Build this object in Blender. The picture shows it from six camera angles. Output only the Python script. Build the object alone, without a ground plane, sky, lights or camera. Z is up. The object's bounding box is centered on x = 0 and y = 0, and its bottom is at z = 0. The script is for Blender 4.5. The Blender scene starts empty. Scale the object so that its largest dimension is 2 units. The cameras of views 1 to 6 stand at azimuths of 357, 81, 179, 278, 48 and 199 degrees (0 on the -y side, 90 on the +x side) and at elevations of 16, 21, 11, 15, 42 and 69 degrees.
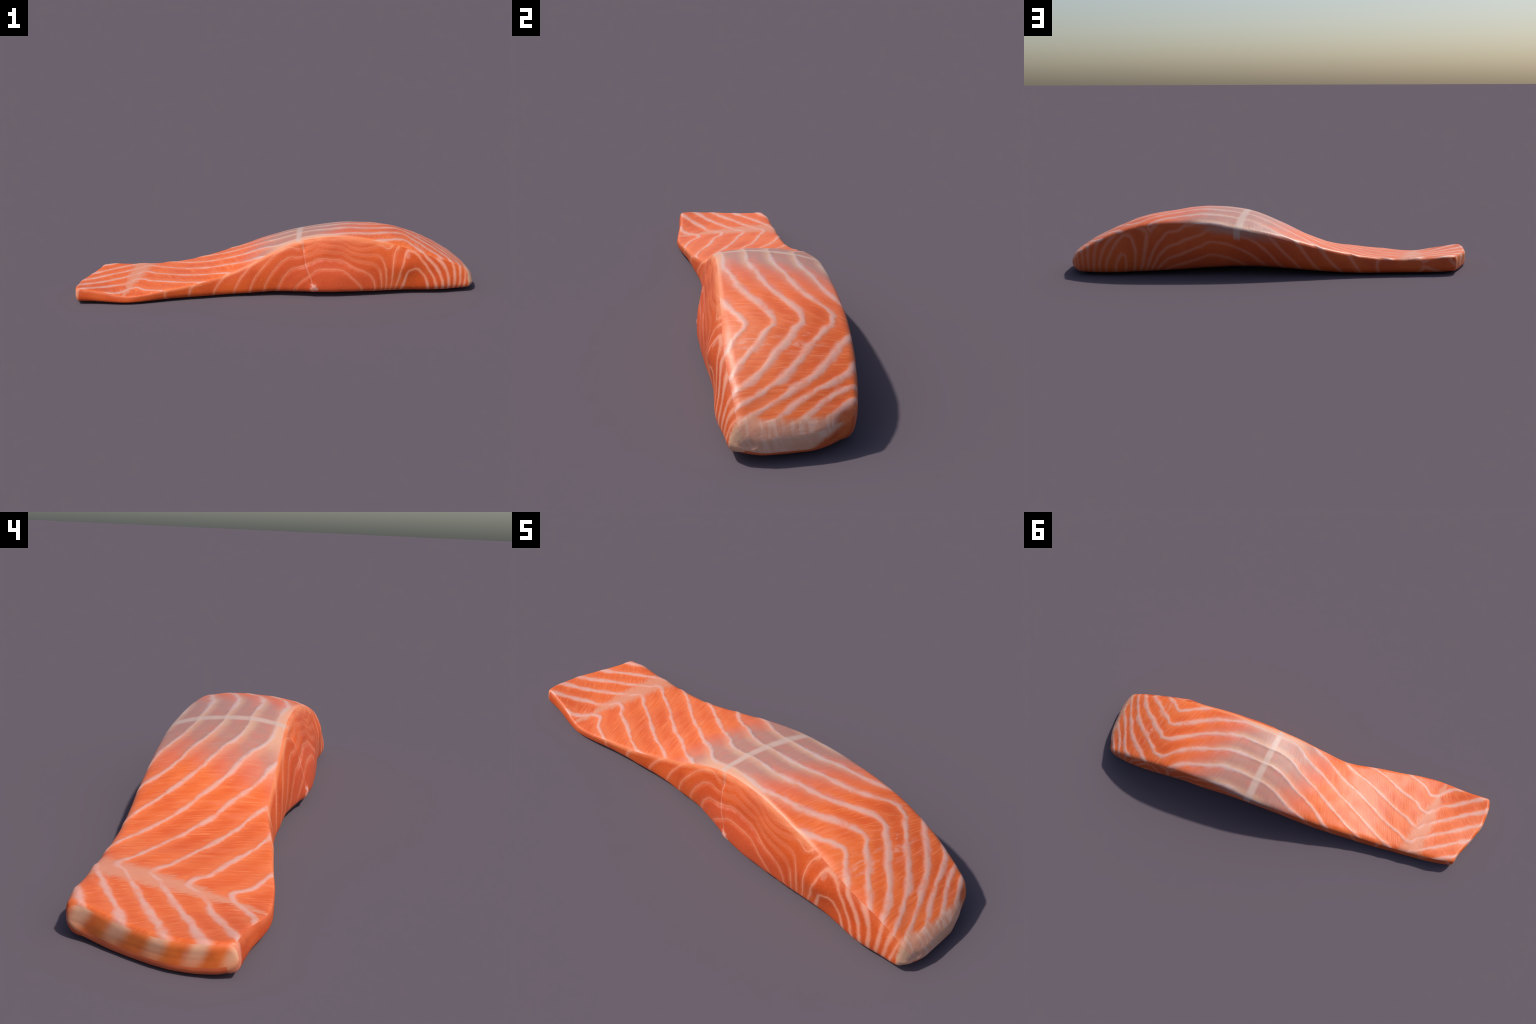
import bpy, bmesh, math
import numpy as np
from mathutils import Vector, noise

# ------------------------------------------------------------------ profiles
KNOTS = np.linspace(-1.0, 1.0, 17)


def spline(values, x):
    """Natural cubic spline through values at KNOTS (x may be an array)."""
    k, v = KNOTS, np.asarray(values, float)
    n, h = len(k), k[1] - k[0]
    A, R = np.eye(n), np.zeros(n)
    for i in range(1, n - 1):
        A[i, i - 1:i + 2] = 1, 4, 1
        R[i] = 6 * (v[i - 1] - 2 * v[i] + v[i + 1]) / h ** 2
    m = np.linalg.solve(A, R)
    i = np.clip(((x - k[0]) // h).astype(int), 0, n - 2)
    a = (k[i + 1] - x) / h
    b = 1 - a
    return a * v[i] + b * v[i + 1] + ((a ** 3 - a) * m[i] + (b ** 3 - b) * m[i + 1]) * h * h / 6


# the four long edges of the slab, front = -y side, back = +y side
FRONT_RIDGE_Y = [-.194, -.205, -.226, -.222, -.201, -.179, -.150, -.147, -.148, -.146, -.150, -.158, -.167, -.178, -.186, -.181, -.180]
FRONT_RIDGE_Z = [.081, .063, .038, .048, .066, .083, .112, .167, .229, .273, .289, .285, .261, .234, .192, .147, .072]
BACK_RIDGE_Y = [.148, .181, .193, .200, .202, .206, .216, .223, .226, .226, .219, .209, .204, .201, .190, .170, .144]
BACK_RIDGE_Z = [.080, .087, .079, .077, .084, .103, .132, .165, .200, .226, .248, .264, .264, .248, .210, .151, .075]
CROWN = [-.008, -.006, .006, .007, .002, .007, .016, .024, .026, .027, .027, .026, .023, .024, .019, .008, .006]
FRONT_FOOT_Y = [-.204, -.216, -.234, -.220, -.197, -.182, -.170, -.170, -.176, -.201, -.222, -.222, -.216, -.206, -.206, -.208, -.204]
BACK_FOOT_Y = [.144, .180, .196, .200, .206, .205, .204, .198, .182, .168, .161, .160, .165, .166, .167, .156, .130]
FRONT_FOOT_Z = [.011, .009, .007, .008, .008, .007, .008, .012, .018, .020, .020, .018, .016, .014, .012, .014, .022]
BACK_FOOT_Z = [.010, .008, .007, .008, .008, .010, .018, .028, .038, .042, .038, .030, .022, .016, .012, .012, .016]

TAIL_X = [(-.01, -.994), (.10, -1.0), (.25, -.998), (.40, -.992), (.52, -.979), (.65, -.959), (.78, -.936), (.90, -.913), (1.01, -.896)]
HEAD_X = [(-.01, .984), (.10, .996), (.22, 1.0), (.50, 1.0), (.70, .998), (.85, .986), (1.01, .964)]


def table(rows, t):
    return np.interp(t, [r[0] for r in rows], [r[1] for r in rows])


# Fat-line fields: at lengthwise stations, the phase of the muscle layers is
# a + b*q + c*q*q across the face (q = y on the fillet face, z on a cut side);
# a fat line lies wherever the phase is a whole number.
FACE_STATIONS = [-1.020, -.900, -.800, -.740, -.710, -.688, -.660, -.620, -.550, -.450, -.350, -.250, -.150, -.060, .020, .090, .150, .220, .300, .380, .460, .530, .590, .625, .648, .664, .690, .730, .770, .810, .850, .890, .930, .970, 1.020]
FACE_A = [4.86, 4.07, 3.30, 2.86, 2.56, 2.32, 2.43, 2.72, 2.99, 3.53, 4.10, 4.63, 5.24, 5.71, 6.24, 6.43, 6.46, 6.54, 6.57, 6.37, 6.15, 5.82, 5.51, 5.34, 5.29, 5.31, 5.58, 5.93, 6.40, 6.82, 7.32, 8.13, 9.15, 10.10, 11.87]
FACE_B = [10.8, 11.3, 11.3, 10.5, 10.8, 10.3, 10.6, 10.4, 10.6, 11.3, 11.6, 12.3, 12.0, 12.1, 11.4, 11.7, 11.9, 12.1, 11.8, 11.6, 11.6, 11.8, 11.2, 11.1, 11.6, 11.6, 11.3, 11.4, 11.4, 11.5, 11.4, 12.5, 13.2, 12.5, 11.8]
FACE_C = [5.2, .9, 2.2, 4.6, 6.9, 6.1, 3.8, 3.0, 3.4, 2.4, -1.5, -4.1, 1.2, -2.5, -2.5, -2.0, -3.3, -2.3, -1.6, -1.8, .3, .6, -2.1, -3.0, -2.4, -1.8, -.2, 1.1, .7, .5, 1.3, 5.7, 7.6, 5.1, 2.0]
FRONT_STATIONS = [-1.020, -.900, -.750, -.600, -.480, -.380, -.280, -.200, -.120, -.040, .040, .100, .160, .220, .280, .340, .400, .460, .500, .540, .570, .600, .630, .660, .700, .750, .800, .850, .900, .950, 1.020]
FRONT_A = [-.68, .70, .40, .70, 1.62, 2.47, 3.38, 4.24, 5.32, 6.48, 7.53, 8.14, 8.39, 8.46, 8.47, 8.41, 8.02, 7.29, 6.24, 4.56, 3.31, 2.25, 1.45, 1.11, 1.16, 2.00, 3.37, 5.11, 7.03, 9.07, 11.93]
FRONT_B = [5.3, 9.6, 5.9, 5.6, 4.3, 2.4, .6, -.2, -.2, .2, 1.4, 2.1, 5.2, 9.3, 10.2, 8.1, 5.2, 5.2, 6.0, 6.6, 7.7, 8.2, 6.5, 4.5, 1.9, .9, -1.6, -5.4, -8.9, -11.3, -14.6]
FRONT_C = [-103, -97, -94, -84, -75, -67, -58, -51, -47, -47, -51, -65, -77, -88, -97, -98, -95, -80, -62, -39, -20, -3, 8, 20, 40, 63, 66, 56, 44, 34, 20]
BACK_STATIONS = [-1.020, -.900, -.750, -.650, -.550, -.450, -.350, -.250, -.150, -.050, .050, .150, .250, .350, .420, .480, .530, .570, .600, .630, .660, .680, .700, .720, .738, .755, .780, .810, .850, .900, .950, 1.020]
BACK_A = [4.53, 4.86, 5.27, 4.67, 4.87, 5.87, 7.03, 8.07, 9.22, 10.53, 11.79, 12.76, 13.25, 13.41, 13.24, 12.97, 12.28, 11.08, 9.82, 8.58, 7.53, 6.90, 6.39, 6.04, 5.93, 6.03, 6.43, 7.14, 8.40, 10.28, 12.24, 14.98]
BACK_B = [-35.8, -24.7, -10.9, -8.2, -6.6, -9.0, -12.5, -13.2, -12.8, -13.3, -12.5, -12.0, -11.0, -15.8, -20.3, -22.5, -22.4, -20.5, -17.5, -14.1, -11.1, -9.9, -8.5, -6.9, -5.0, -3.4, -1.5, -.2, .6, 1.1, 2.5, 4.4]
BACK_C = [98, 98, 99, 90, 78, 56, 37, 29, 22, 8, 1, -9, -14, -4, 13, 21, 25, 32, 42, 49, 52, 53, 57, 60, 63, 62, 57, 46, 25, -6, -35, -75]

# --------------------------------------------------------- cross-section ring
N_SIDE, N_FIL, N_TOP, N_BOT = 28, 7, 90, 90
R_RIDGE_F, R_RIDGE_B, R_FOOT = .016, .022, .030


def ring_layout():
    """(segment name, u along segment) for every point of a cross-section."""
    seg = []
    seg += [("front", u) for u in np.linspace(0, 1, N_SIDE)]
    seg += [("fil_ft", u) for u in np.linspace(0, 1, N_FIL)[1:]]
    seg += [("top", u) for u in np.linspace(0, 1, N_TOP)[1:]]
    seg += [("fil_bt", u) for u in np.linspace(0, 1, N_FIL)[1:]]
    seg += [("back", u) for u in np.linspace(0, 1, N_SIDE)[1:]]
    seg += [("fil_bb", u) for u in np.linspace(0, 1, N_FIL)[1:]]
    seg += [("bottom", u) for u in np.linspace(0, 1, N_BOT)[1:]]
    seg += [("fil_fb", u) for u in np.linspace(0, 1, N_FIL)[1:-1]]
    return seg


LAYOUT = ring_layout()
T_NOM = []
for name, u in LAYOUT:
    T_NOM.append({"front": 0, "fil_ft": .03 * u, "top": .03 + .94 * u, "fil_bt": .97 + .03 * u, "back": 1,
                  "fil_bb": 1 - .06 * u, "bottom": .94 - .88 * u, "fil_fb": .06 - .06 * u}[name])
T_NOM = np.array(T_NOM)


def section(x, k):
    """(y, z) of ring point k at stations x."""
    name, u = LAYOUT[k]
    ft = np.stack([spline(FRONT_RIDGE_Y, x) - .003, spline(FRONT_RIDGE_Z, x) + .003], -1)
    bt = np.stack([spline(BACK_RIDGE_Y, x) + .004, spline(BACK_RIDGE_Z, x) + .004], -1)
    fb = np.stack([spline(FRONT_FOOT_Y, x) - .003, spline(FRONT_FOOT_Z, x)], -1)
    bb = np.stack([spline(BACK_FOOT_Y, x) + .003, spline(BACK_FOOT_Z, x)], -1)
    cr = spline(CROWN, x)[:, None]
    hf = np.linalg.norm(ft - fb, axis=1)[:, None]
    hb = np.linalg.norm(bt - bb, axis=1)[:, None]
    w = np.linalg.norm(bt - ft, axis=1)[:, None]
    rf, rb = np.minimum(R_RIDGE_F + .016 * smooth(x, .45, .75)[:, None], hf * .3), np.minimum(R_RIDGE_B, hb * .3)
    rff, rbf = np.minimum(R_FOOT, hf * .42), np.minimum(R_FOOT, hb * .42)

    def top(t):
        p = ft + (bt - ft) * t
        p = p + np.concatenate([0 * cr, cr * (1 - np.abs(2 * t - 1) ** 2.2)], 1)
        return p

    def side(a, b, s, bulge):
        p = a + (b - a) * s
        return p + np.concatenate([bulge * 4 * s * (1 - s), 0 * s], 1)

    def bez(p0, c, p1):
        return p0 * (1 - u) ** 2 + c * 2 * u * (1 - u) + p1 * u ** 2

    front = lambda s: side(fb, ft, s, -.10 * (hf - .04))
    back = lambda s: side(bt, bb, s, (.070 + .055 * smooth(x, .55, .40)[:, None]) * (hb - .04))
    tf, tb = rf / w, 1 - rb / w
    if name == "front":
        a, b = rff / hf, 1 - rf / hf
        return front(a + (b - a) * u)
    if name == "fil_ft":
        return bez(front(1 - rf / hf), ft, top(tf))
    if name == "top":
        return top(tf + (tb - tf) * u)
    if name == "fil_bt":
        return bez(top(tb), bt, back(rb / hb))
    if name == "back":
        a, b = rb / hb, 1 - rbf / hb
        return back(a + (b - a) * u)
    wb = np.linalg.norm(bb - fb, axis=1)[:, None]
    q0, q1 = bb + (fb - bb) * rbf / wb, fb + (bb - fb) * rff / wb
    if name == "fil_bb":
        return bez(back(1 - rbf / hb), bb, q0)
    if name == "bottom":
        sag = np.minimum(.012, np.minimum(q0[:, 1:], q1[:, 1:])) * (1 - (2 * u - 1) ** 4)
        return q0 + (q1 - q0) * u - np.concatenate([0 * sag, sag], 1)
    return bez(q1, fb, front(rff / hf))


N_LONG, N_END = 480, 12
R_TAIL, R_HEAD = .018, .046


def local_heights(y, z):
    """Upper and lower outline height of one ring, at each of its own points."""
    top = [k for k, (n, u) in enumerate(LAYOUT) if n in ("fil_ft", "top", "fil_bt")]
    bot = [k for k, (n, u) in enumerate(LAYOUT) if n in ("fil_bb", "bottom", "fil_fb")]
    ot, ob = np.argsort(y[top]), np.argsort(y[bot])
    return np.interp(y, y[top][ot], z[top][ot]), np.interp(y, y[bot][ob], z[bot][ob])


def build_grid():
    th = np.linspace(0, math.pi / 2, N_END)
    e_tail = R_TAIL * (1 - np.cos(th)); i_tail = R_TAIL * (1 - np.sin(th))
    e_head = R_HEAD * (1 - np.cos(th)); i_head = R_HEAD * (1 - np.sin(th))
    mid = np.linspace(0, 1, N_LONG)
    n_ring = len(LAYOUT)
    rows = []                                   # arrays (stations, 3) per ring point
    for k in range(n_ring):
        xl, xr = table(TAIL_X, T_NOM[k]), table(HEAD_X, T_NOM[k])
        xm = (xl + R_TAIL) + ((xr - R_HEAD) - (xl + R_TAIL)) * mid
        x = np.concatenate([xl + e_tail[:-1], xm, (xr - e_head[:-1])[::-1]])
        inset = np.concatenate([i_tail[:-1], 0 * mid, i_head[:-1][::-1]])
        rows.append((x, section(x, k), inset))
    X = np.stack([r[0] for r in rows], 1)
    Y = np.stack([r[1][:, 0] for r in rows], 1)
    Z = np.stack([r[1][:, 1] for r in rows], 1)
    I = rows[0][2]
    n_tail = N_END - 1
    for s in np.nonzero(I > 0)[0]:
        tail = s < n_tail
        drop, width = I[s], I[s] * (.55 if tail else .7)
        lo, hi = Y[s].min(), Y[s].max()
        c, h = (lo + hi) / 2, (hi - lo) / 2
        Y[s] = c + (Y[s] - c) * (h - width) / h
        # round the nose: squeeze the heights towards the local middle, elliptically
        zt, zb = local_heights(Y[s], Z[s])
        zc = zb + (zt - zb) * (.48 if tail else .42)
        floor = .50 if tail else .32
        rise = 1 - drop / (R_TAIL if tail else R_HEAD)
        Z[s] = zc + (Z[s] - zc) * (floor + (1 - floor) * rise)
    return np.stack([X, Y, Z], -1)


H = (N_FIL - 1) // 2
C_FT = N_SIDE - 1 + H                      # ring indices of the four corners
C_BT = C_FT + N_TOP - 1 + N_FIL - 1
C_BB = C_BT + N_SIDE - 1 + N_FIL - 1
C_FB = C_BB + N_BOT - 1 + N_FIL - 1


def end_patch(ring):
    """Coons patch that closes an end face; returns index grid and new points."""
    n = len(ring)
    top = [k for k in range(C_FT, C_BT + 1)]
    back = [k for k in range(C_BT, C_BB + 1)]
    bottom = [k % n for k in range(C_BB, C_FB + 1)][::-1]
    front = [k % n for k in range(C_FB, C_FT + n + 1)][::-1]     # from top to bottom
    U, W = len(top), len(back)
    T, B, F, K = ring[top], ring[bottom], ring[front], ring[back]

    def share(a, b, axis):
        v = (a[:, axis] - a[0, axis]) / (a[-1, axis] - a[0, axis]) / 2 + (b[:, axis] - b[0, axis]) / (b[-1, axis] - b[0, axis]) / 2
        return np.maximum.accumulate(v)
    u, w = share(T, B, 1)[None, :, None], share(F, K, 2)[:, None, None]
    P = (1 - w) * T[None] + w * B[None] + (1 - u) * F[:, None] + u * K[:, None] \
        - ((1 - u) * (1 - w) * T[0] + u * (1 - w) * T[-1] + (1 - u) * w * B[0] + u * w * B[-1])
    idx = -np.ones((W, U), int)
    idx[0], idx[-1], idx[:, 0], idx[:, -1] = top, bottom, front, back
    return idx, P, w[:, :, 0], u[:, :, 0]


def relief(p):
    """Soft lumps of the flesh, a few millimetres at most."""
    d = np.empty(len(p))
    for i, (x, y, z) in enumerate(p):
        a = noise.noise(Vector((x * 5.0, y * 7.0, z * 7.0 + 3.1)))
        b = noise.noise(Vector((x * 17.0, y * 17.0, z * 17.0 + 9.7)))
        d[i] = .0022 * a + .0012 * b
    return d


# ------------------------------------------------------------- build the body
def build_body():
    g = build_grid()
    ns, nk = g.shape[:2]
    verts = [g.reshape(-1, 3)]
    faces, label = [], []
    names = [n for n, u in LAYOUT]
    half = {}
    for k, (n, u) in enumerate(LAYOUT):
        half[k] = {"front": "front", "top": "top", "back": "back", "bottom": "bottom",
                   "fil_ft": "front" if u < .35 else "top", "fil_bt": "top" if u < .65 else "back",
                   "fil_bb": "back" if u < .9 else "bottom", "fil_fb": "bottom" if u < .1 else "front"}[n]
    for s in range(ns - 1):
        for k in range(nk):
            k2 = (k + 1) % nk
            faces.append((s * nk + k, (s + 1) * nk + k, (s + 1) * nk + k2, s * nk + k2))
            lab = half[k2] if names[k2] in ("front", "top", "back", "bottom") else half[k]
            if s < 5 and lab != "bottom":
                lab = "tail"
            if s >= ns - 1 - 4 and lab != "bottom":
                lab = "head"
            label.append(lab)
    base = ns * nk
    for row, lab in ((0, "tail"), (ns - 1, "head")):
        idx, P, w, u = end_patch(g[row])
        P[:, :, 0] += (-.0012 if lab == "tail" else .0030) * 4 * w * (1 - w) * smooth(u, 0, .1) * smooth(u, 1, .9)
        ids = np.where(idx >= 0, idx + row * nk, 0)
        inner = np.argwhere(idx < 0)
        for j, (r, c) in enumerate(inner):
            ids[r, c] = base + j
        verts.append(np.array([P[r, c] for r, c in inner]))
        base += len(inner)
        for r in range(ids.shape[0] - 1):
            for c in range(ids.shape[1] - 1):
                faces.append(tuple(int(i) for i in (ids[r, c], ids[r + 1, c], ids[r + 1, c + 1], ids[r, c + 1])))
                label.append(lab)
    V = np.concatenate(verts)
    soften(V, faces, [i for i in range(len(V)) if i < 8 * nk or i >= (ns - 8) * nk], 14)
    me = bpy.data.meshes.new("body")
    me.from_pydata(V.tolist(), [], faces)
    me.validate(); me.update()
    bm = bmesh.new(); bm.from_mesh(me)
    bmesh.ops.recalc_face_normals(bm, faces=bm.faces)
    bm.to_mesh(me); bm.free(); me.update()
    N = np.empty(len(V) * 3, np.float32); me.vertices.foreach_get("normal", N); N = N.reshape(-1, 3)
    V = V + N * relief(V)[:, None] * np.clip(V[:, 2:3] / .02, .0, 1)
    V = V + shape_detail(V, N)
    V[:, 2] -= V[:, 2].min()
    V[:, 0] -= (V[:, 0].min() + V[:, 0].max()) / 2
    V[:, 0] *= 2.0 / (V[:, 0].max() - V[:, 0].min())
    V[:, 1] -= (V[:, 1].min() + V[:, 1].max()) / 2 if RECENTRE else 0
    me.vertices.foreach_set("co", V.astype(np.float32).ravel()); me.update()
    me.vertices.foreach_get("normal", N.ravel())
    N = np.empty(len(V) * 3, np.float32); me.vertices.foreach_get("normal", N); N = N.reshape(-1, 3)
    quads = [tuple(p.vertices) for p in me.polygons]
    bpy.data.meshes.remove(me)
    return V, N, quads, label


RECENTRE = True


def soften(V, faces, ids, rounds):
    """Average the end faces and their rims a little so that no crease is left."""
    F = np.array(faces)
    a, b = np.concatenate([F, F[:, [1, 2, 3, 0]]]).ravel(), np.concatenate([F[:, [1, 2, 3, 0]], F]).ravel()
    mask = np.zeros(len(V), bool)
    mask[ids] = True
    keep = mask[a]
    a, b = a[keep], b[keep]
    n = np.bincount(a, minlength=len(V))[:, None]
    for _ in range(rounds):
        acc = np.stack([np.bincount(a, V[b, j], len(V)) for j in range(3)], 1)
        V[mask] = .5 * V[mask] + .5 * acc[mask] / n[mask]


def layer_field(kind, p, q):
    """Phase of the muscle layers and distance to the nearest fat line (numpy)."""
    st, A, B, C = {"face": (FACE_STATIONS, FACE_A, FACE_B, FACE_C), "front": (FRONT_STATIONS, FRONT_A, FRONT_B, FRONT_C)}[kind]

    def ph(p, q):
        if kind == "face":
            p = p - (.155 - .11 * p) * q
        return np.interp(p, st, A) + q * np.interp(p, st, B) + q * q * np.interp(p, st, C)
    e = .003
    f = ph(p, q)
    grad = np.hypot(ph(p + e, q) - f, ph(p, q + e) - f) / e
    return f, (f - np.round(f)) / np.maximum(grad, .5)


def smooth(v, lo, hi):
    t = np.clip((v - lo) / (hi - lo), 0, 1)
    return t * t * (3 - 2 * t)


def shape_detail(V, N):
    """Fat lines stand a little proud of the face; bundles swell on the cut side."""
    x, y, z = V.T
    up = smooth(N[:, 2], .25, .7)
    f, d = layer_field("face", x, y)
    ridge = spline(BACK_RIDGE_Y, x)
    near_edge = smooth(y, ridge - .05, ridge) * smooth(x, .05, -.25)
    h = up * np.exp(-(d / .009) ** 2) * (.0010 + .0018 * near_edge) * smooth(x, .97, .92)
    side = smooth(-N[:, 1], .35, .75) * smooth(z, .012, .03) * smooth(x, .95, .9) * smooth(x, -.9, -.8)
    f, d = layer_field("front", x, z)
    zone = smooth(x, -.10, .0) * smooth(x, .56, .48) * smooth(spline(FRONT_RIDGE_Z, x) - z, .01, .05)
    swell = .0004 * smooth(f, 6.97, 7.25) * smooth(f, 8.6, 7.6) + .0008 * smooth(f, 7.97, 8.15)
    groove = -.0016 * np.exp(-(d / .005) ** 2)
    sx = np.interp(z, [.04, .09, .15, .24], [.171, .163, .140, .130])
    septum = -.0022 * np.exp(-((x - sx) / .008) ** 2) * smooth(z, .05, .08)
    pit = -.0060 * np.exp(-((x - .129) ** 2 + (z - .238) ** 2) / .014 ** 2)
    stub = .0065 * np.exp(-((x - .172) ** 2 + (z - .048) ** 2) / .018 ** 2)
    hollow = .014 * np.exp(-((x - .63) / .07) ** 2 - ((z - .15) / .05) ** 2) + .008 * np.exp(-((x - .80) / .07) ** 2 - ((z - .05) / .04) ** 2)
    hollow = hollow - .007 * np.exp(-((x - .27) / .11) ** 2 - ((z - .175) / .045) ** 2)
    h = h + side * (zone * (swell + groove + septum) + pit) + side * hollow + smooth(-N[:, 1], .2, .6) * stub
    return N * h[:, None]


def split(V, N, faces, label, want, name, mat, parent):
    use = [f for f, l in zip(faces, label) if l == want]
    ids = sorted({i for f in use for i in f})
    new = {o: i for i, o in enumerate(ids)}
    me = bpy.data.meshes.new(name)
    me.from_pydata(V[ids].tolist(), [], [tuple(new[i] for i in f) for f in use])
    me.polygons.foreach_set("use_smooth", [True] * len(me.polygons))
    me.update()
    me.normals_split_custom_set_from_vertices(N[ids].tolist())
    me.materials.append(mat)
    ob = bpy.data.objects.new(name, me)
    bpy.context.scene.collection.objects.link(ob)
    ob.parent = parent
    return ob

# ------------------------------------------------------------------ materials
class Nodes:
    """Small helper for wiring shader nodes."""

    def __init__(self, tree):
        self.t = tree

    def new(self, kind, **props):
        n = self.t.nodes.new(kind)
        for k, v in props.items():
            setattr(n, k, v)
        return n

    def put(self, sock, v):
        if isinstance(v, bpy.types.NodeSocket):
            self.t.links.new(v, sock)
        elif isinstance(v, (tuple, list)) and len(v) == 3 and sock.type == "RGBA":
            sock.default_value = (*v, 1)
        else:
            sock.default_value = v

    def m(self, op, a, b=None, c=None, clamp=False):
        n = self.new("ShaderNodeMath", operation=op, use_clamp=clamp)
        for i, v in enumerate((a, b, c)):
            if v is not None:
                self.put(n.inputs[i], v)
        return n.outputs[0]

    def add(self, a, b): return self.m("ADD", a, b)
    def sub(self, a, b): return self.m("SUBTRACT", a, b)
    def mul(self, a, b): return self.m("MULTIPLY", a, b)

    def step(self, v, lo, hi, out0=0.0, out1=1.0):
        """Smooth ramp of v from lo to hi."""
        n = self.new("ShaderNodeMapRange", interpolation_type="SMOOTHSTEP")
        self.put(n.inputs["Value"], v)
        for k, x in (("From Min", lo), ("From Max", hi), ("To Min", out0), ("To Max", out1)):
            self.put(n.inputs[k], x)
        return n.outputs["Result"]

    def band(self, v, centre, half, soft):
        d = self.m("ABSOLUTE", self.sub(v, centre))
        return self.step(d, half + soft, max(half - soft, 0))

    def curve(self, v, xs, ys, smooth=False):
        """Piecewise curve through (xs, ys), any range."""
        lo, hi, x0, x1 = min(ys), max(ys), xs[0], xs[-1]
        span = (hi - lo) or 1.0
        n = self.new("ShaderNodeFloatCurve")
        cm = n.mapping
        c = cm.curves[0]
        for i, (x, y) in enumerate(zip(xs, ys)):
            p = ((x - x0) / (x1 - x0), (y - lo) / span)
            if i == 0:
                c.points[0].location = p
            elif i == len(xs) - 1:
                c.points[-1].location = p
            else:
                c.points.new(*p)
        for p in c.points:
            p.handle_type = "AUTO_CLAMPED" if smooth else "VECTOR"
        cm.update()
        self.put(n.inputs["Value"], self.m("MULTIPLY_ADD", v, 1 / (x1 - x0), -x0 / (x1 - x0)))
        return self.m("MULTIPLY_ADD", n.outputs["Value"], span, lo)

    def noise(self, vec, scale, detail=2.0, rough=.5, dist=0.0):
        n = self.new("ShaderNodeTexNoise")
        self.put(n.inputs["Vector"], vec)
        for k, v in (("Scale", scale), ("Detail", detail), ("Roughness", rough), ("Distortion", dist)):
            self.put(n.inputs[k], v)
        return n.outputs["Fac"]

    def xyz(self, x, y, z):
        n = self.new("ShaderNodeCombineXYZ")
        for i, v in enumerate((x, y, z)):
            self.put(n.inputs[i], v)
        return n.outputs[0]

    def mix(self, f, a, b):
        n = self.new("ShaderNodeMix", data_type="RGBA", clamp_factor=True)
        self.put(n.inputs[0], f)
        self.put(n.inputs[6], a)
        self.put(n.inputs[7], b)
        return n.outputs[2]


_groups = {}


def phase_group(name, stations, A, B, C, skew):
    """Node group: (P, Q) -> phase of the muscle layers."""
    if name in _groups:
        return _groups[name]
    g = bpy.data.node_groups.new(name, "ShaderNodeTree")
    for s in ("P", "Q"):
        g.interface.new_socket(s, in_out="INPUT", socket_type="NodeSocketFloat")
    g.interface.new_socket("Phase", in_out="OUTPUT", socket_type="NodeSocketFloat")
    N = Nodes(g)
    gi, go = N.new("NodeGroupInput"), N.new("NodeGroupOutput")
    p, q = gi.outputs[0], gi.outputs[1]
    if skew:
        k = N.m("MULTIPLY_ADD", p, -.11, .155)
        p = N.sub(p, N.mul(k, q))
    a, b, c = (N.curve(p, stations, v, True) for v in (A, B, C))
    ph = N.add(a, N.mul(q, N.add(b, N.mul(q, c))))
    g.links.new(ph, go.inputs[0])
    _groups[name] = g
    return g


def line_distance(N, group, p, q):
    """Distance in metres from (p, q) to the nearest fat line, and the phase."""
    e = .004

    def ev(a, b):
        n = N.new("ShaderNodeGroup", node_tree=group)
        N.put(n.inputs[0], a)
        N.put(n.inputs[1], b)
        return n.outputs[0]
    f0, f1, f2 = ev(p, q), ev(N.add(p, e), q), ev(p, N.add(q, e))
    gp, gq = N.sub(f1, f0), N.sub(f2, f0)
    grad = N.mul(N.m("SQRT", N.add(N.mul(gp, gp), N.mul(gq, gq))), 1 / e)
    off = N.sub(f0, N.m("ROUND", f0))
    return N.m("DIVIDE", off, N.m("MAXIMUM", grad, .5)), f0


ORANGE = (.85, .162, .033)
ORANGE_DEEP = (.73, .108, .021)
ORANGE_PALE = (.90, .235, .085)
FAT = (.76, .41, .32)
FAT_WARM = (.76, .42, .27)
GREY = (.47, .225, .18)
GREY_WARM = (.62, .36, .25)
PINK = (.70, .19, .135)
BONE = (.62, .42, .345)
RED = (.66, .088, .022)


def begin(name):
    mat = bpy.data.materials.new(name)
    mat.use_nodes = True
    t = mat.node_tree
    t.nodes.clear()
    N = Nodes(t)
    tc = N.new("ShaderNodeTexCoord")
    sep = N.new("ShaderNodeSeparateXYZ")
    t.links.new(tc.outputs["Object"], sep.inputs[0])
    return mat, N, tc.outputs["Object"], sep.outputs[0], sep.outputs[1], sep.outputs[2]


def finish(mat, N, colour, rough, height, strength=.35, dist=.004, spec=.42):
    out = N.new("ShaderNodeOutputMaterial")
    b = N.new("ShaderNodeBsdfPrincipled")
    N.put(b.inputs["Base Color"], colour)
    N.put(b.inputs["Roughness"], rough)
    N.put(b.inputs["Specular IOR Level"], spec)
    bump = N.new("ShaderNodeBump")
    N.put(bump.inputs["Height"], height)
    N.put(bump.inputs["Strength"], strength)
    N.put(bump.inputs["Distance"], dist)
    N.t.links.new(bump.outputs[0], b.inputs["Normal"])
    N.t.links.new(b.outputs[0], out.inputs[0])
    return mat


def wobble(N, vec, v, scale, amount, seed):
    off = N.new("ShaderNodeVectorMath", operation="ADD")
    N.put(off.inputs[0], vec)
    off.inputs[1].default_value = (seed, seed * 1.7, seed * .6)
    return N.add(v, N.mul(N.sub(N.noise(off.outputs[0], scale, 2.0, .6), .5), amount))


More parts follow.
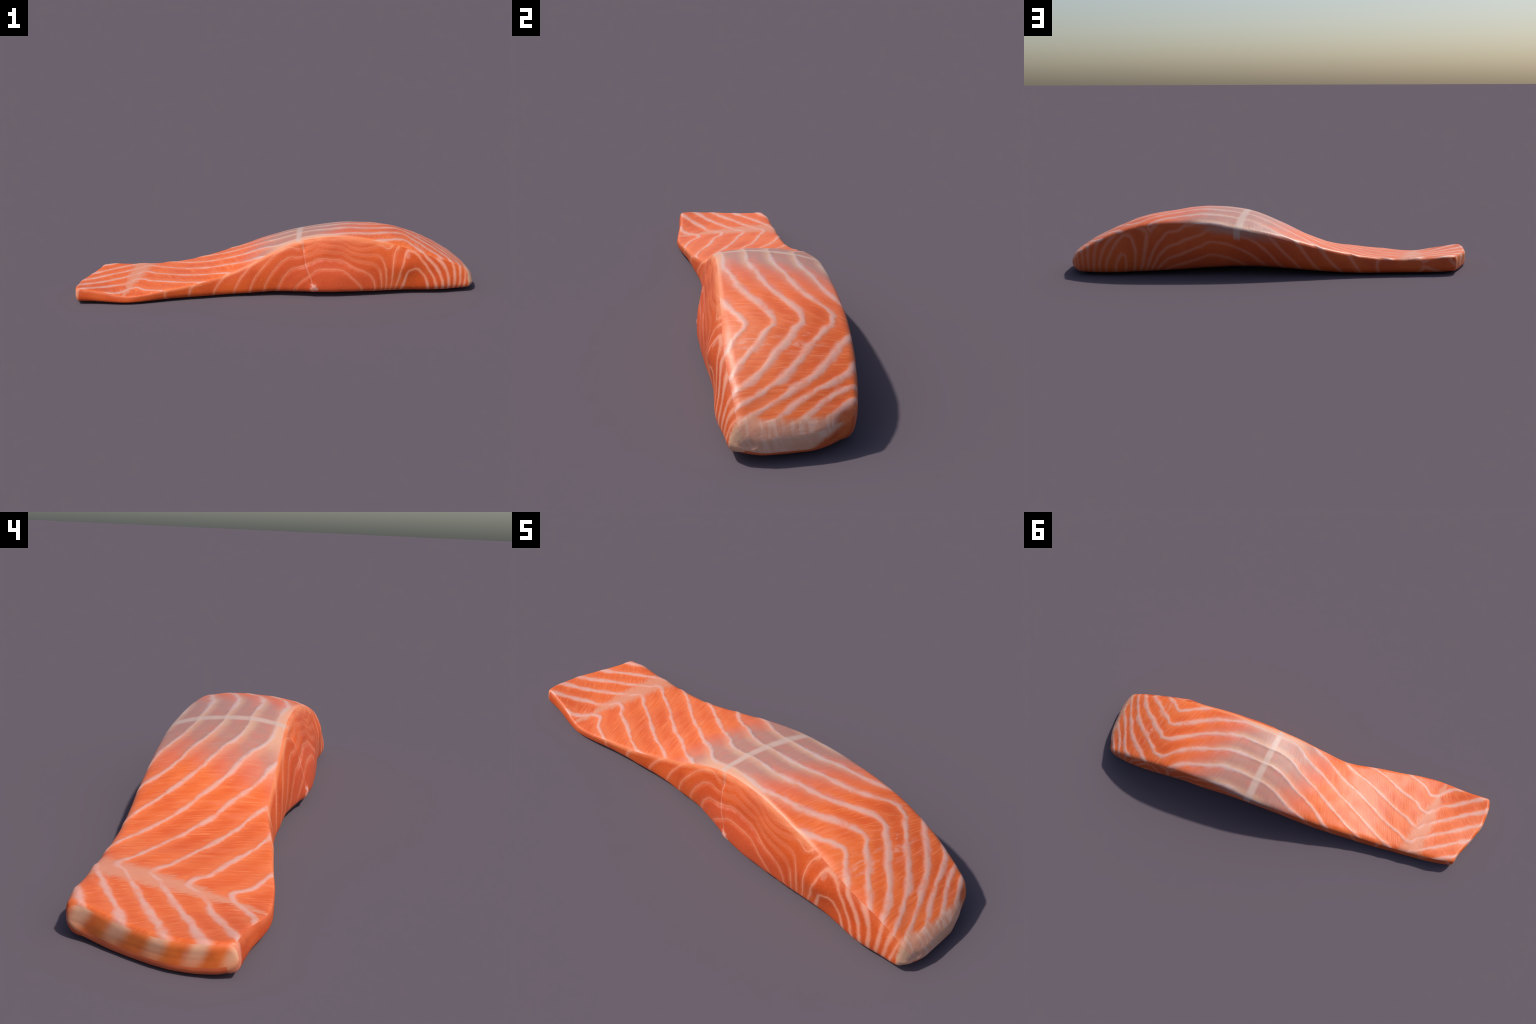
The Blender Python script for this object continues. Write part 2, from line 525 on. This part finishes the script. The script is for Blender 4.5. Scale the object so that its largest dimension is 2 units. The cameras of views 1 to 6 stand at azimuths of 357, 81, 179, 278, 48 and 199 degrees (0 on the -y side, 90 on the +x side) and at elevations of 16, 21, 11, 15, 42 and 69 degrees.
def face_colour(N, vec, x, y, z):
    """Colour and height of the herring-bone fillet face."""
    group = phase_group("face_layers", FACE_STATIONS, FACE_A, FACE_B, FACE_C, True)
    p = wobble(N, vec, wobble(N, vec, x, 9, .014, 1.3), 42, .007, 2.9)
    q = wobble(N, vec, wobble(N, vec, y, 9, .014, 5.1), 42, .007, 7.7)
    d, phase = line_distance(N, group, p, q)
    half = N.curve(x, [-1.02, -.95, -.8, -.66, -.55, -.3, -.05, .08, .17, .27, .4, .58, .66, .75, .85, .92, 1.02],
                   [.0098, .0092, .0078, .0062, .0056, .0055, .0065, .0050, .0050, .0075, .0090, .0090, .0075, .0098, .0092, .0066, .0060])
    half = N.mul(half, N.step(N.noise(vec, 16, 2), .3, .7, .62, 1.22))
    # fibres run crosswise and swing round along the length
    lean = N.curve(x, [-1.02, -.8, -.68, -.6, -.4, .1, .55, .68, .8, 1.02], [.9, .8, .5, .3, .36, 0, -.45, -.5, -.12, 0])
    fx = N.add(x, N.mul(lean, y))
    fib_vec = N.xyz(N.mul(fx, 170), N.mul(N.sub(y, N.mul(lean, x)), 11), N.mul(z, 11))
    fibre = N.noise(fib_vec, 1.0, 3.0, .65, .35)
    coarse = N.noise(N.xyz(N.mul(fx, 34), N.mul(y, 7), 0.0), 1.0, 2.0, .5, .3)
    dd = N.add(N.m("ABSOLUTE", d), N.add(N.mul(N.sub(fibre, .5), .0075), N.mul(N.sub(coarse, .5), .006)))
    ratio = N.m("DIVIDE", dd, half)
    line = N.mul(N.step(ratio, 2.0, .30), N.step(N.noise(vec, 24, 3, .65), .30, .56, .50, 1))
    # flesh
    patch = N.noise(vec, 5.5, 3)
    frac = N.m("FRACT", phase)
    flesh = N.mix(N.step(patch, .3, .7), ORANGE, ORANGE_DEEP)
    flesh = N.mix(N.mul(N.step(frac, .12, .5), N.step(frac, .95, .6)), N.mix(.45, flesh, ORANGE_PALE), flesh)
    flesh = N.mix(N.step(fibre, .50, .70, 0, .75), flesh, ORANGE_PALE)
    flesh = N.mix(N.step(fibre, .48, .30, 0, .65), flesh, ORANGE_DEEP)
    flesh = N.mix(N.step(coarse, .55, .8, 0, .35), flesh, (.88, .24, .12))
    # pale silver-grey saddle over the thickest part, with the bone line across it
    s = N.sub(x, N.m("MULTIPLY_ADD", y, .15, .128))
    ragged = N.add(N.mul(N.sub(fibre, .5), .07), N.add(N.mul(N.sub(patch, .5), .16), N.mul(N.sub(frac, .5), -.10)))
    sg = N.add(s, ragged)
    right = N.step(N.add(sg, N.mul(y, -.25)), .30, .10)
    left = N.step(N.sub(sg, N.mul(y, .15)), -.27, -.13)
    saddle = N.mul(N.mul(right, left), N.step(N.add(y, N.mul(N.sub(patch, .5), .03)), -.165, -.140))
    blush = N.m("SUBTRACT", N.mul(N.step(N.add(sg, N.mul(y, -.25)), .40, .18), N.step(sg, -.34, -.2)), N.mul(saddle, .75), clamp=True)
    flesh = N.mix(N.mul(blush, .62), flesh, PINK)
    # every layer in the saddle grades from a mauve back to a creamy front flank
    flank = N.mul(N.step(N.add(d, N.mul(N.sub(fibre, .5), .010)), -.038, -.006), N.step(d, .004, -.003))
    grey = N.mix(flank, GREY, GREY_WARM)
    grey = N.mix(N.step(N.noise(vec, 26, 3, .6), .45, .7, 0, .35), grey, PINK)
    grey = N.mix(N.step(fibre, .45, .8, 0, .3), grey, GREY_WARM)
    flesh = N.mix(N.mul(saddle, .95), flesh, grey)
    # creamy front flank of the lines just outside the saddle
    outer = N.mul(N.mul(flank, N.step(s, .46, .16)), N.step(s, -.30, -.16))
    flesh = N.mix(N.mul(N.mul(outer, N.m("SUBTRACT", 1.0, saddle)), .55), flesh, (.74, .32, .20))
    # peach lip where the saddle meets the cut edge
    lip = N.mul(N.step(N.add(y, N.mul(N.sub(patch, .5), .02)), -.100, -.135), N.mul(N.step(s, -.20, -.08), N.step(s, .26, .10)))
    flesh = N.mix(N.mul(lip, .7), flesh, (.78, .38, .24))
    fat = N.mix(N.step(N.noise(vec, 60, 2), .35, .7), FAT, (.78, .38, .31))
    fat_here = N.mix(N.mul(saddle, .9), fat, (.62, .45, .42))
    col = N.mix(N.mul(line, N.m("MULTIPLY_ADD", saddle, N.m("MULTIPLY_ADD", N.step(N.m("ABSOLUTE", s), .12, .02), -.45, -.12), .90)), flesh, fat_here)
    # pinkish halo beside lines near the saddle
    halo = N.mul(N.step(d, .030, .006), N.step(d, .002, .008))
    near = N.mul(N.step(s, .02, .16), N.step(s, .50, .34))
    col = N.mix(N.mul(N.mul(halo, N.mul(near, N.step(N.noise(vec, 30, 2), .45, .6))), .6), col, (.74, .25, .21))
    bw = N.curve(y, [-.2, -.13, .0, .12, .26], [.008, .013, .015, .018, .019])
    bone = N.step(N.m("DIVIDE", N.m("ABSOLUTE", wobble(N, vec, s, 25, .006, 3.3)), bw), 1.5, .45)
    col = N.mix(N.mul(N.mul(bone, N.step(y, -.175, -.14)), .9), col, BONE)
    # tan web where the layers bend near the thin end
    t = N.sub(x, N.m("MULTIPLY_ADD", y, .21, -.715))
    tw = N.curve(y, [-.2, -.1, 0, .1, .2], [.010, .022, .040, .050, .055])
    web = N.step(N.m("DIVIDE", N.m("ABSOLUTE", N.add(t, N.mul(N.sub(fibre, .5), .09))), tw), 1.3, .5)
    web = N.mul(web, N.step(patch, .25, .55))
    col = N.mix(N.mul(N.mul(web, N.m("SUBTRACT", 1.0, N.mul(line, .8))), .80), col, (.74, .31, .19))
    # torn pale threads where the layers bend near the thick end
    u = N.sub(x, N.m("MULTIPLY_ADD", y, .10, .735))
    th = N.noise(N.xyz(N.mul(N.add(x, N.mul(y, -.25)), 48), N.mul(y, 15), 0.0), 1.0, 3, .6, .5)
    threads = N.mul(N.band(u, 0.0, .035, .045), N.mul(N.step(th, .50, .66), N.step(y, .13, .06)))
    col = N.mix(N.mul(threads, .6), col, (.83, .36, .26))
    # fat rim of the thick end
    rim = N.curve(y, [-.25, -.17, -.14, -.10, -.04, .02, .06, .10, .13, .16, .25],
                  [.940, .940, .946, .961, .969, .967, .965, .975, .992, 1.015, 1.025])
    er = N.add(N.sub(N.add(x, N.mul(N.sub(coarse, .5), .030)), rim), N.mul(line, .012))
    rimf = N.step(er, -.010, .010)
    streak = N.noise(N.xyz(N.mul(x, 12), N.mul(y, 60), N.mul(z, 12)), 1.0, 2, .5, .4)
    rimc = N.mix(N.step(streak, .42, .68), (.80, .34, .21), (.86, .46, .33))  # rim colour lightened to make up for grazing sun on this slope
    col = N.mix(rimf, col, rimc)
    # pale peach band along the cut edge
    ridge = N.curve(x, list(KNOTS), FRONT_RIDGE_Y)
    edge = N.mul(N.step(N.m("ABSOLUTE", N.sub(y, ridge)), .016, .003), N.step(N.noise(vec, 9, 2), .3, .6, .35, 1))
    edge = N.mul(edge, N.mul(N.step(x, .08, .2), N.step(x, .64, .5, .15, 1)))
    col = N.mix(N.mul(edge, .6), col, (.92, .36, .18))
    height = N.add(N.mul(fibre, .5), N.add(N.mul(line, .35), N.mul(coarse, .4)))
    rough = N.m("MULTIPLY_ADD", fibre, .12, .36)
    return col, height, rough, line


def face_material():
    mat, N, vec, x, y, z = begin("fillet_flesh")
    col, h, r, line = face_colour(N, vec, x, y, z)
    return finish(mat, N, col, r, h, .30, .0035)


def cut_material(front):
    mat, N, vec, x, y, z = begin("cut_flesh" if front else "cut_flesh_faint_lines")
    if front:
        group = phase_group("front_layers", FRONT_STATIONS, FRONT_A, FRONT_B, FRONT_C, False)
        widths = [-1.02, -.9, -.75, -.45, -.3, -.1, .1, .45, .58, .63, .7, .8, .9, 1.02], \
                 [.011, .010, .006, .0055, .0040, .0030, .0028, .0030, .0032, .0058, .0058, .0068, .0055, .005]
    else:
        group = phase_group("back_layers", BACK_STATIONS, BACK_A, BACK_B, BACK_C, False)
        widths = [-1.02, -.8, -.5, -.3, -.1, .2, .5, .6, .8, 1.02], [.009, .010, .008, .007, .0045, .0035, .0045, .0065, .0050, .005]
    p = wobble(N, vec, wobble(N, vec, x, 11, .010, 4.3), 50, .004, 1.9)
    q = wobble(N, vec, z, 14, .008, 6.1)
    d, phase = line_distance(N, group, p, q)
    half = N.curve(x, *widths)
    if not front:
        half = N.mul(half, N.step(z, .02, .16, .65, 1.25))
    half = N.mul(half, N.step(N.noise(vec, 17, 2), .3, .7, .7, 1.25))
    grain = N.noise(vec, 120, 2, .6)
    dd = N.add(N.m("ABSOLUTE", d), N.mul(N.sub(grain, .5), .003))
    line = N.step(N.m("DIVIDE", dd, half), 1.7, .25)
    patch = N.noise(vec, 6, 3)
    flesh = N.mix(N.step(patch, .3, .7), (.69, .104, .015), (.58, .070, .010))
    if front:
        core = N.mul(N.band(x, .25, .22, .16), N.step(z, .26, .10))
        flesh = N.mix(N.mul(core, .75), flesh, RED)
        inner = N.mul(N.step(phase, 6.92, 7.02), N.mul(N.step(z, .24, .2), N.band(x, .24, .27, .03)))
        flesh = N.mix(N.mul(inner, .45), flesh, (.67, .096, .030))
        # pale pink shoulders of the two inner muscle bundles
        sh = N.mul(N.step(d, .002, .008), N.step(d, .022, .008))
        sh = N.mul(sh, N.mul(N.step(phase, 7.0, 7.05), N.step(phase, 7.6, 7.4)))
        sh = N.mul(sh, N.mul(N.step(z, .09, .15), N.band(x, .2, .16, .06)))
        flesh = N.mix(N.mul(N.mul(sh, N.step(N.noise(vec, 18, 2), .4, .6)), .6), flesh, (.86, .25, .17))
    else:
        core = N.mul(N.band(x, .28, .30, .25), N.step(z, .20, .06))
        flesh = N.mix(N.mul(core, .6), flesh, (.60, .085, .030))
    mott = N.noise(vec, 150, 2, .6)
    flesh = N.mix(N.step(mott, .50, .78, 0, .26), flesh, (.86, .24, .10))
    flesh = N.mix(N.step(mott, .45, .25, 0, .4), flesh, (.62, .080, .026))
    fatc = N.mix(N.step(half, .0035, .008), (.84, .30, .165), (.80, .40, .285)) if front else (.62, .30, .22)  # back lines darkened in the colour for the wall's shade
    streaks = N.noise(N.xyz(N.mul(phase, 2.4), N.mul(x, 6), N.mul(z, 6)), 1.0, 3, .6, .4)
    flesh = N.mix(N.step(streaks, .48, .30, 0, .28), flesh, (.56, .066, .014))
    flesh = N.mix(N.step(streaks, .55, .72, 0, .18), flesh, (.80, .17, .045))
    col = N.mix(N.mul(line, N.mul(N.step(N.mul(N.mul(N.band(x, .31, .20, .05), N.step(z, .10, .14)), N.step(phase, 6.75, 6.55)), 0, 1, 1, .10), N.step(x, .48, .58, .44, .70))) if front else N.mul(line, .32), flesh, fatc)
    # soft pale orange halo beside the lines
    col = N.mix(N.mul(N.step(N.m("ABSOLUTE", d), .016, .003), .22), col, (.88, .27, .14))
    ridge = N.curve(x, list(KNOTS), FRONT_RIDGE_Z if front else BACK_RIDGE_Z)
    top = N.sub(ridge, z)
    if front:
        edge = N.mul(N.step(top, .022, .002), N.step(N.noise(vec, 9, 2), .3, .6, .35, 1))
        edge = N.mul(edge, N.mul(N.step(x, -.9, -.3, .25, .8), N.step(x, .64, .5, .25, 1)))
        col = N.mix(N.mul(edge, .6), col, (.93, .34, .15))
        # thin septum dropping from the bone line, and the white bone stub at its foot
        sx = N.curve(z, [-.01, .05, .09, .12, .15, .18, .21, .235, .26, .32], [.172, .170, .163, .151, .140, .135, .132, .129, .122, .110])
        sw = N.curve(z, [-.01, .05, .10, .14, .155, .17, .21, .235, .26, .32], [.001, .003, .0020, .0035, .0055, .0022, .0016, .0040, .010, .012])
        sept = N.step(N.m("DIVIDE", N.add(N.m("ABSOLUTE", N.sub(wobble(N, vec, x, 40, .006, 2.2), sx)), N.mul(N.sub(grain, .5), .002)), sw), 1.5, .5)
        sept = N.mul(sept, N.step(z, .035, .05))
        col = N.mix(N.mul(sept, N.step(N.noise(vec, 35, 2), .3, .6, .12, .45)), col, N.mix(N.step(z, .20, .24), (.80, .36, .25), (.66, .36, .26)))
        ax, az = N.sub(x, .643), N.mul(N.sub(z, .200), .8)
        apex = N.step(wobble(N, vec, N.m("SQRT", N.add(N.mul(ax, ax), N.mul(az, az))), 50, .016, 5.5), .020, .006)
        col = N.mix(N.mul(apex, .35), col, (.82, .38, .26))
        gx, gz = N.sub(x, .172), N.mul(N.sub(z, .048), .85)
        rr = N.m("SQRT", N.add(N.mul(gx, gx), N.mul(gz, gz)))
        stub = N.step(wobble(N, vec, rr, 55, .034, 8.2), .023, .010)
        col = N.mix(N.mul(stub, .75), col, N.mix(N.step(grain, .4, .6), (.80, .46, .38), (.72, .28, .20)))
    else:
        s = N.m("ABSOLUTE", N.sub(x, .17))
        veil = N.mul(N.step(wobble(N, vec, top, 20, .03, 1.1), .050, .015), N.step(s, .24, .05))
        col = N.mix(N.mul(veil, .75), col, (.40, .205, .16))
        col = N.mix(N.mul(N.mul(N.step(s, .020, .012), N.step(top, .06, .035)), .6), col, BONE)
    # fat creeping round the thick end
    rim = N.add(x, N.mul(N.sub(N.noise(vec, 22, 2), .5), .03))
    if front:
        col = N.mix(N.step(N.add(rim, N.mul(z, .12)), .957, .970), col, (.74, .40, .25))
    height = N.add(N.mul(mott, .6), N.mul(line, .3))
    return finish(mat, N, col, N.m("MULTIPLY_ADD", mott, .15, .42), height, .30, .004, .32)


def tail_material():
    """Thin end: the lines of the face run straight down the cut."""
    mat, N, vec, x, y, z = begin("tail_cut_flesh")
    group = phase_group("face_layers", FACE_STATIONS, FACE_A, FACE_B, FACE_C, True)
    xx = N.curve(y, [-.2, -.1, 0, .1, .2], [-.985, -.986, -.969, -.925, -.88])
    d, phase = line_distance(N, group, wobble(N, vec, xx, 20, .006, 3.0), wobble(N, vec, N.add(y, N.mul(N.sub(z, .075), .45)), 20, .010, 4.0))
    line = N.step(N.add(N.m("ABSOLUTE", d), N.mul(N.sub(N.noise(vec, 60, 2), .5), .006)), .026, .004)
    flesh = N.mix(N.step(N.noise(vec, 14, 3), .3, .7), (.80, .19, .030), (.68, .125, .022))
    flesh = N.mix(N.step(z, .05, .085), flesh, ORANGE)
    col = N.mix(N.mul(line, N.step(z, .0, .070, .15, .80)), flesh, (.80, .46, .30))
    return finish(mat, N, col, .42, N.noise(vec, 30, 2), .08, .003)


def end_material():
    """Thick end: a cap of pale fat, flesh showing at the far corner."""
    mat, N, vec, x, y, z = begin("belly_fat")
    streak = N.noise(N.xyz(N.mul(x, 14), N.mul(N.add(y, N.mul(z, .4)), 46), N.mul(z, 10)), 1.0, 3, .55, .4)
    fat = N.mix(N.step(streak, .36, .66), (.76, .34, .21), (.85, .47, .34))  # cap tinted paler and warmer to offset the bluish sky shade
    fat = N.mix(N.step(N.noise(vec, 12, 2), .45, .7, 0, .5), fat, (.78, .40, .25))
    k = N.add(y, N.add(N.mul(N.sub(z, .055), -1.9), N.mul(N.sub(streak, .5), .05)))
    low = N.step(k, .045, .085)
    band = N.band(N.add(y, N.mul(N.sub(z, .055), -1.9)), .085, .02, .015)
    flesh = N.mix(N.step(N.noise(vec, 16, 2), .3, .7), (.72, .15, .035), (.62, .11, .03))
    col = N.mix(low, fat, flesh)
    up = N.mul(N.step(z, .072, .086), N.step(N.add(y, N.mul(N.sub(streak, .5), .04)), .095, .12))
    col = N.mix(up, col, ORANGE)
    col = N.mix(N.mul(N.step(z, .016, .004), .7), col, (.66, .14, .05))
    return finish(mat, N, col, .5, streak, .25, .004)


def under_material():
    mat, N, vec, x, y, z = begin("underside_flesh")
    m = N.noise(vec, 18, 3)
    return finish(mat, N, N.mix(N.step(m, .3, .7), (.74, .15, .05), (.66, .12, .04)), .5, m, .2, .003)


def main():
    V, N, faces, label = build_body()
    root = bpy.data.objects.new("salmon_fillet", None)
    bpy.context.scene.collection.objects.link(root)
    root["label"] = "raw orange salmon fillet with pale fat lines"
    root["category"] = "salmon fillet"
    for want, name, mat in (("top", "fillet_face", face_material()), ("front", "cut_side", cut_material(True)), ("back", "cut_side", cut_material(False)),
                            ("bottom", "underside", under_material()), ("tail", "tail_end", tail_material()), ("head", "fat_rim", end_material())):
        split(V, N, faces, label, want, name, mat, root)


main()
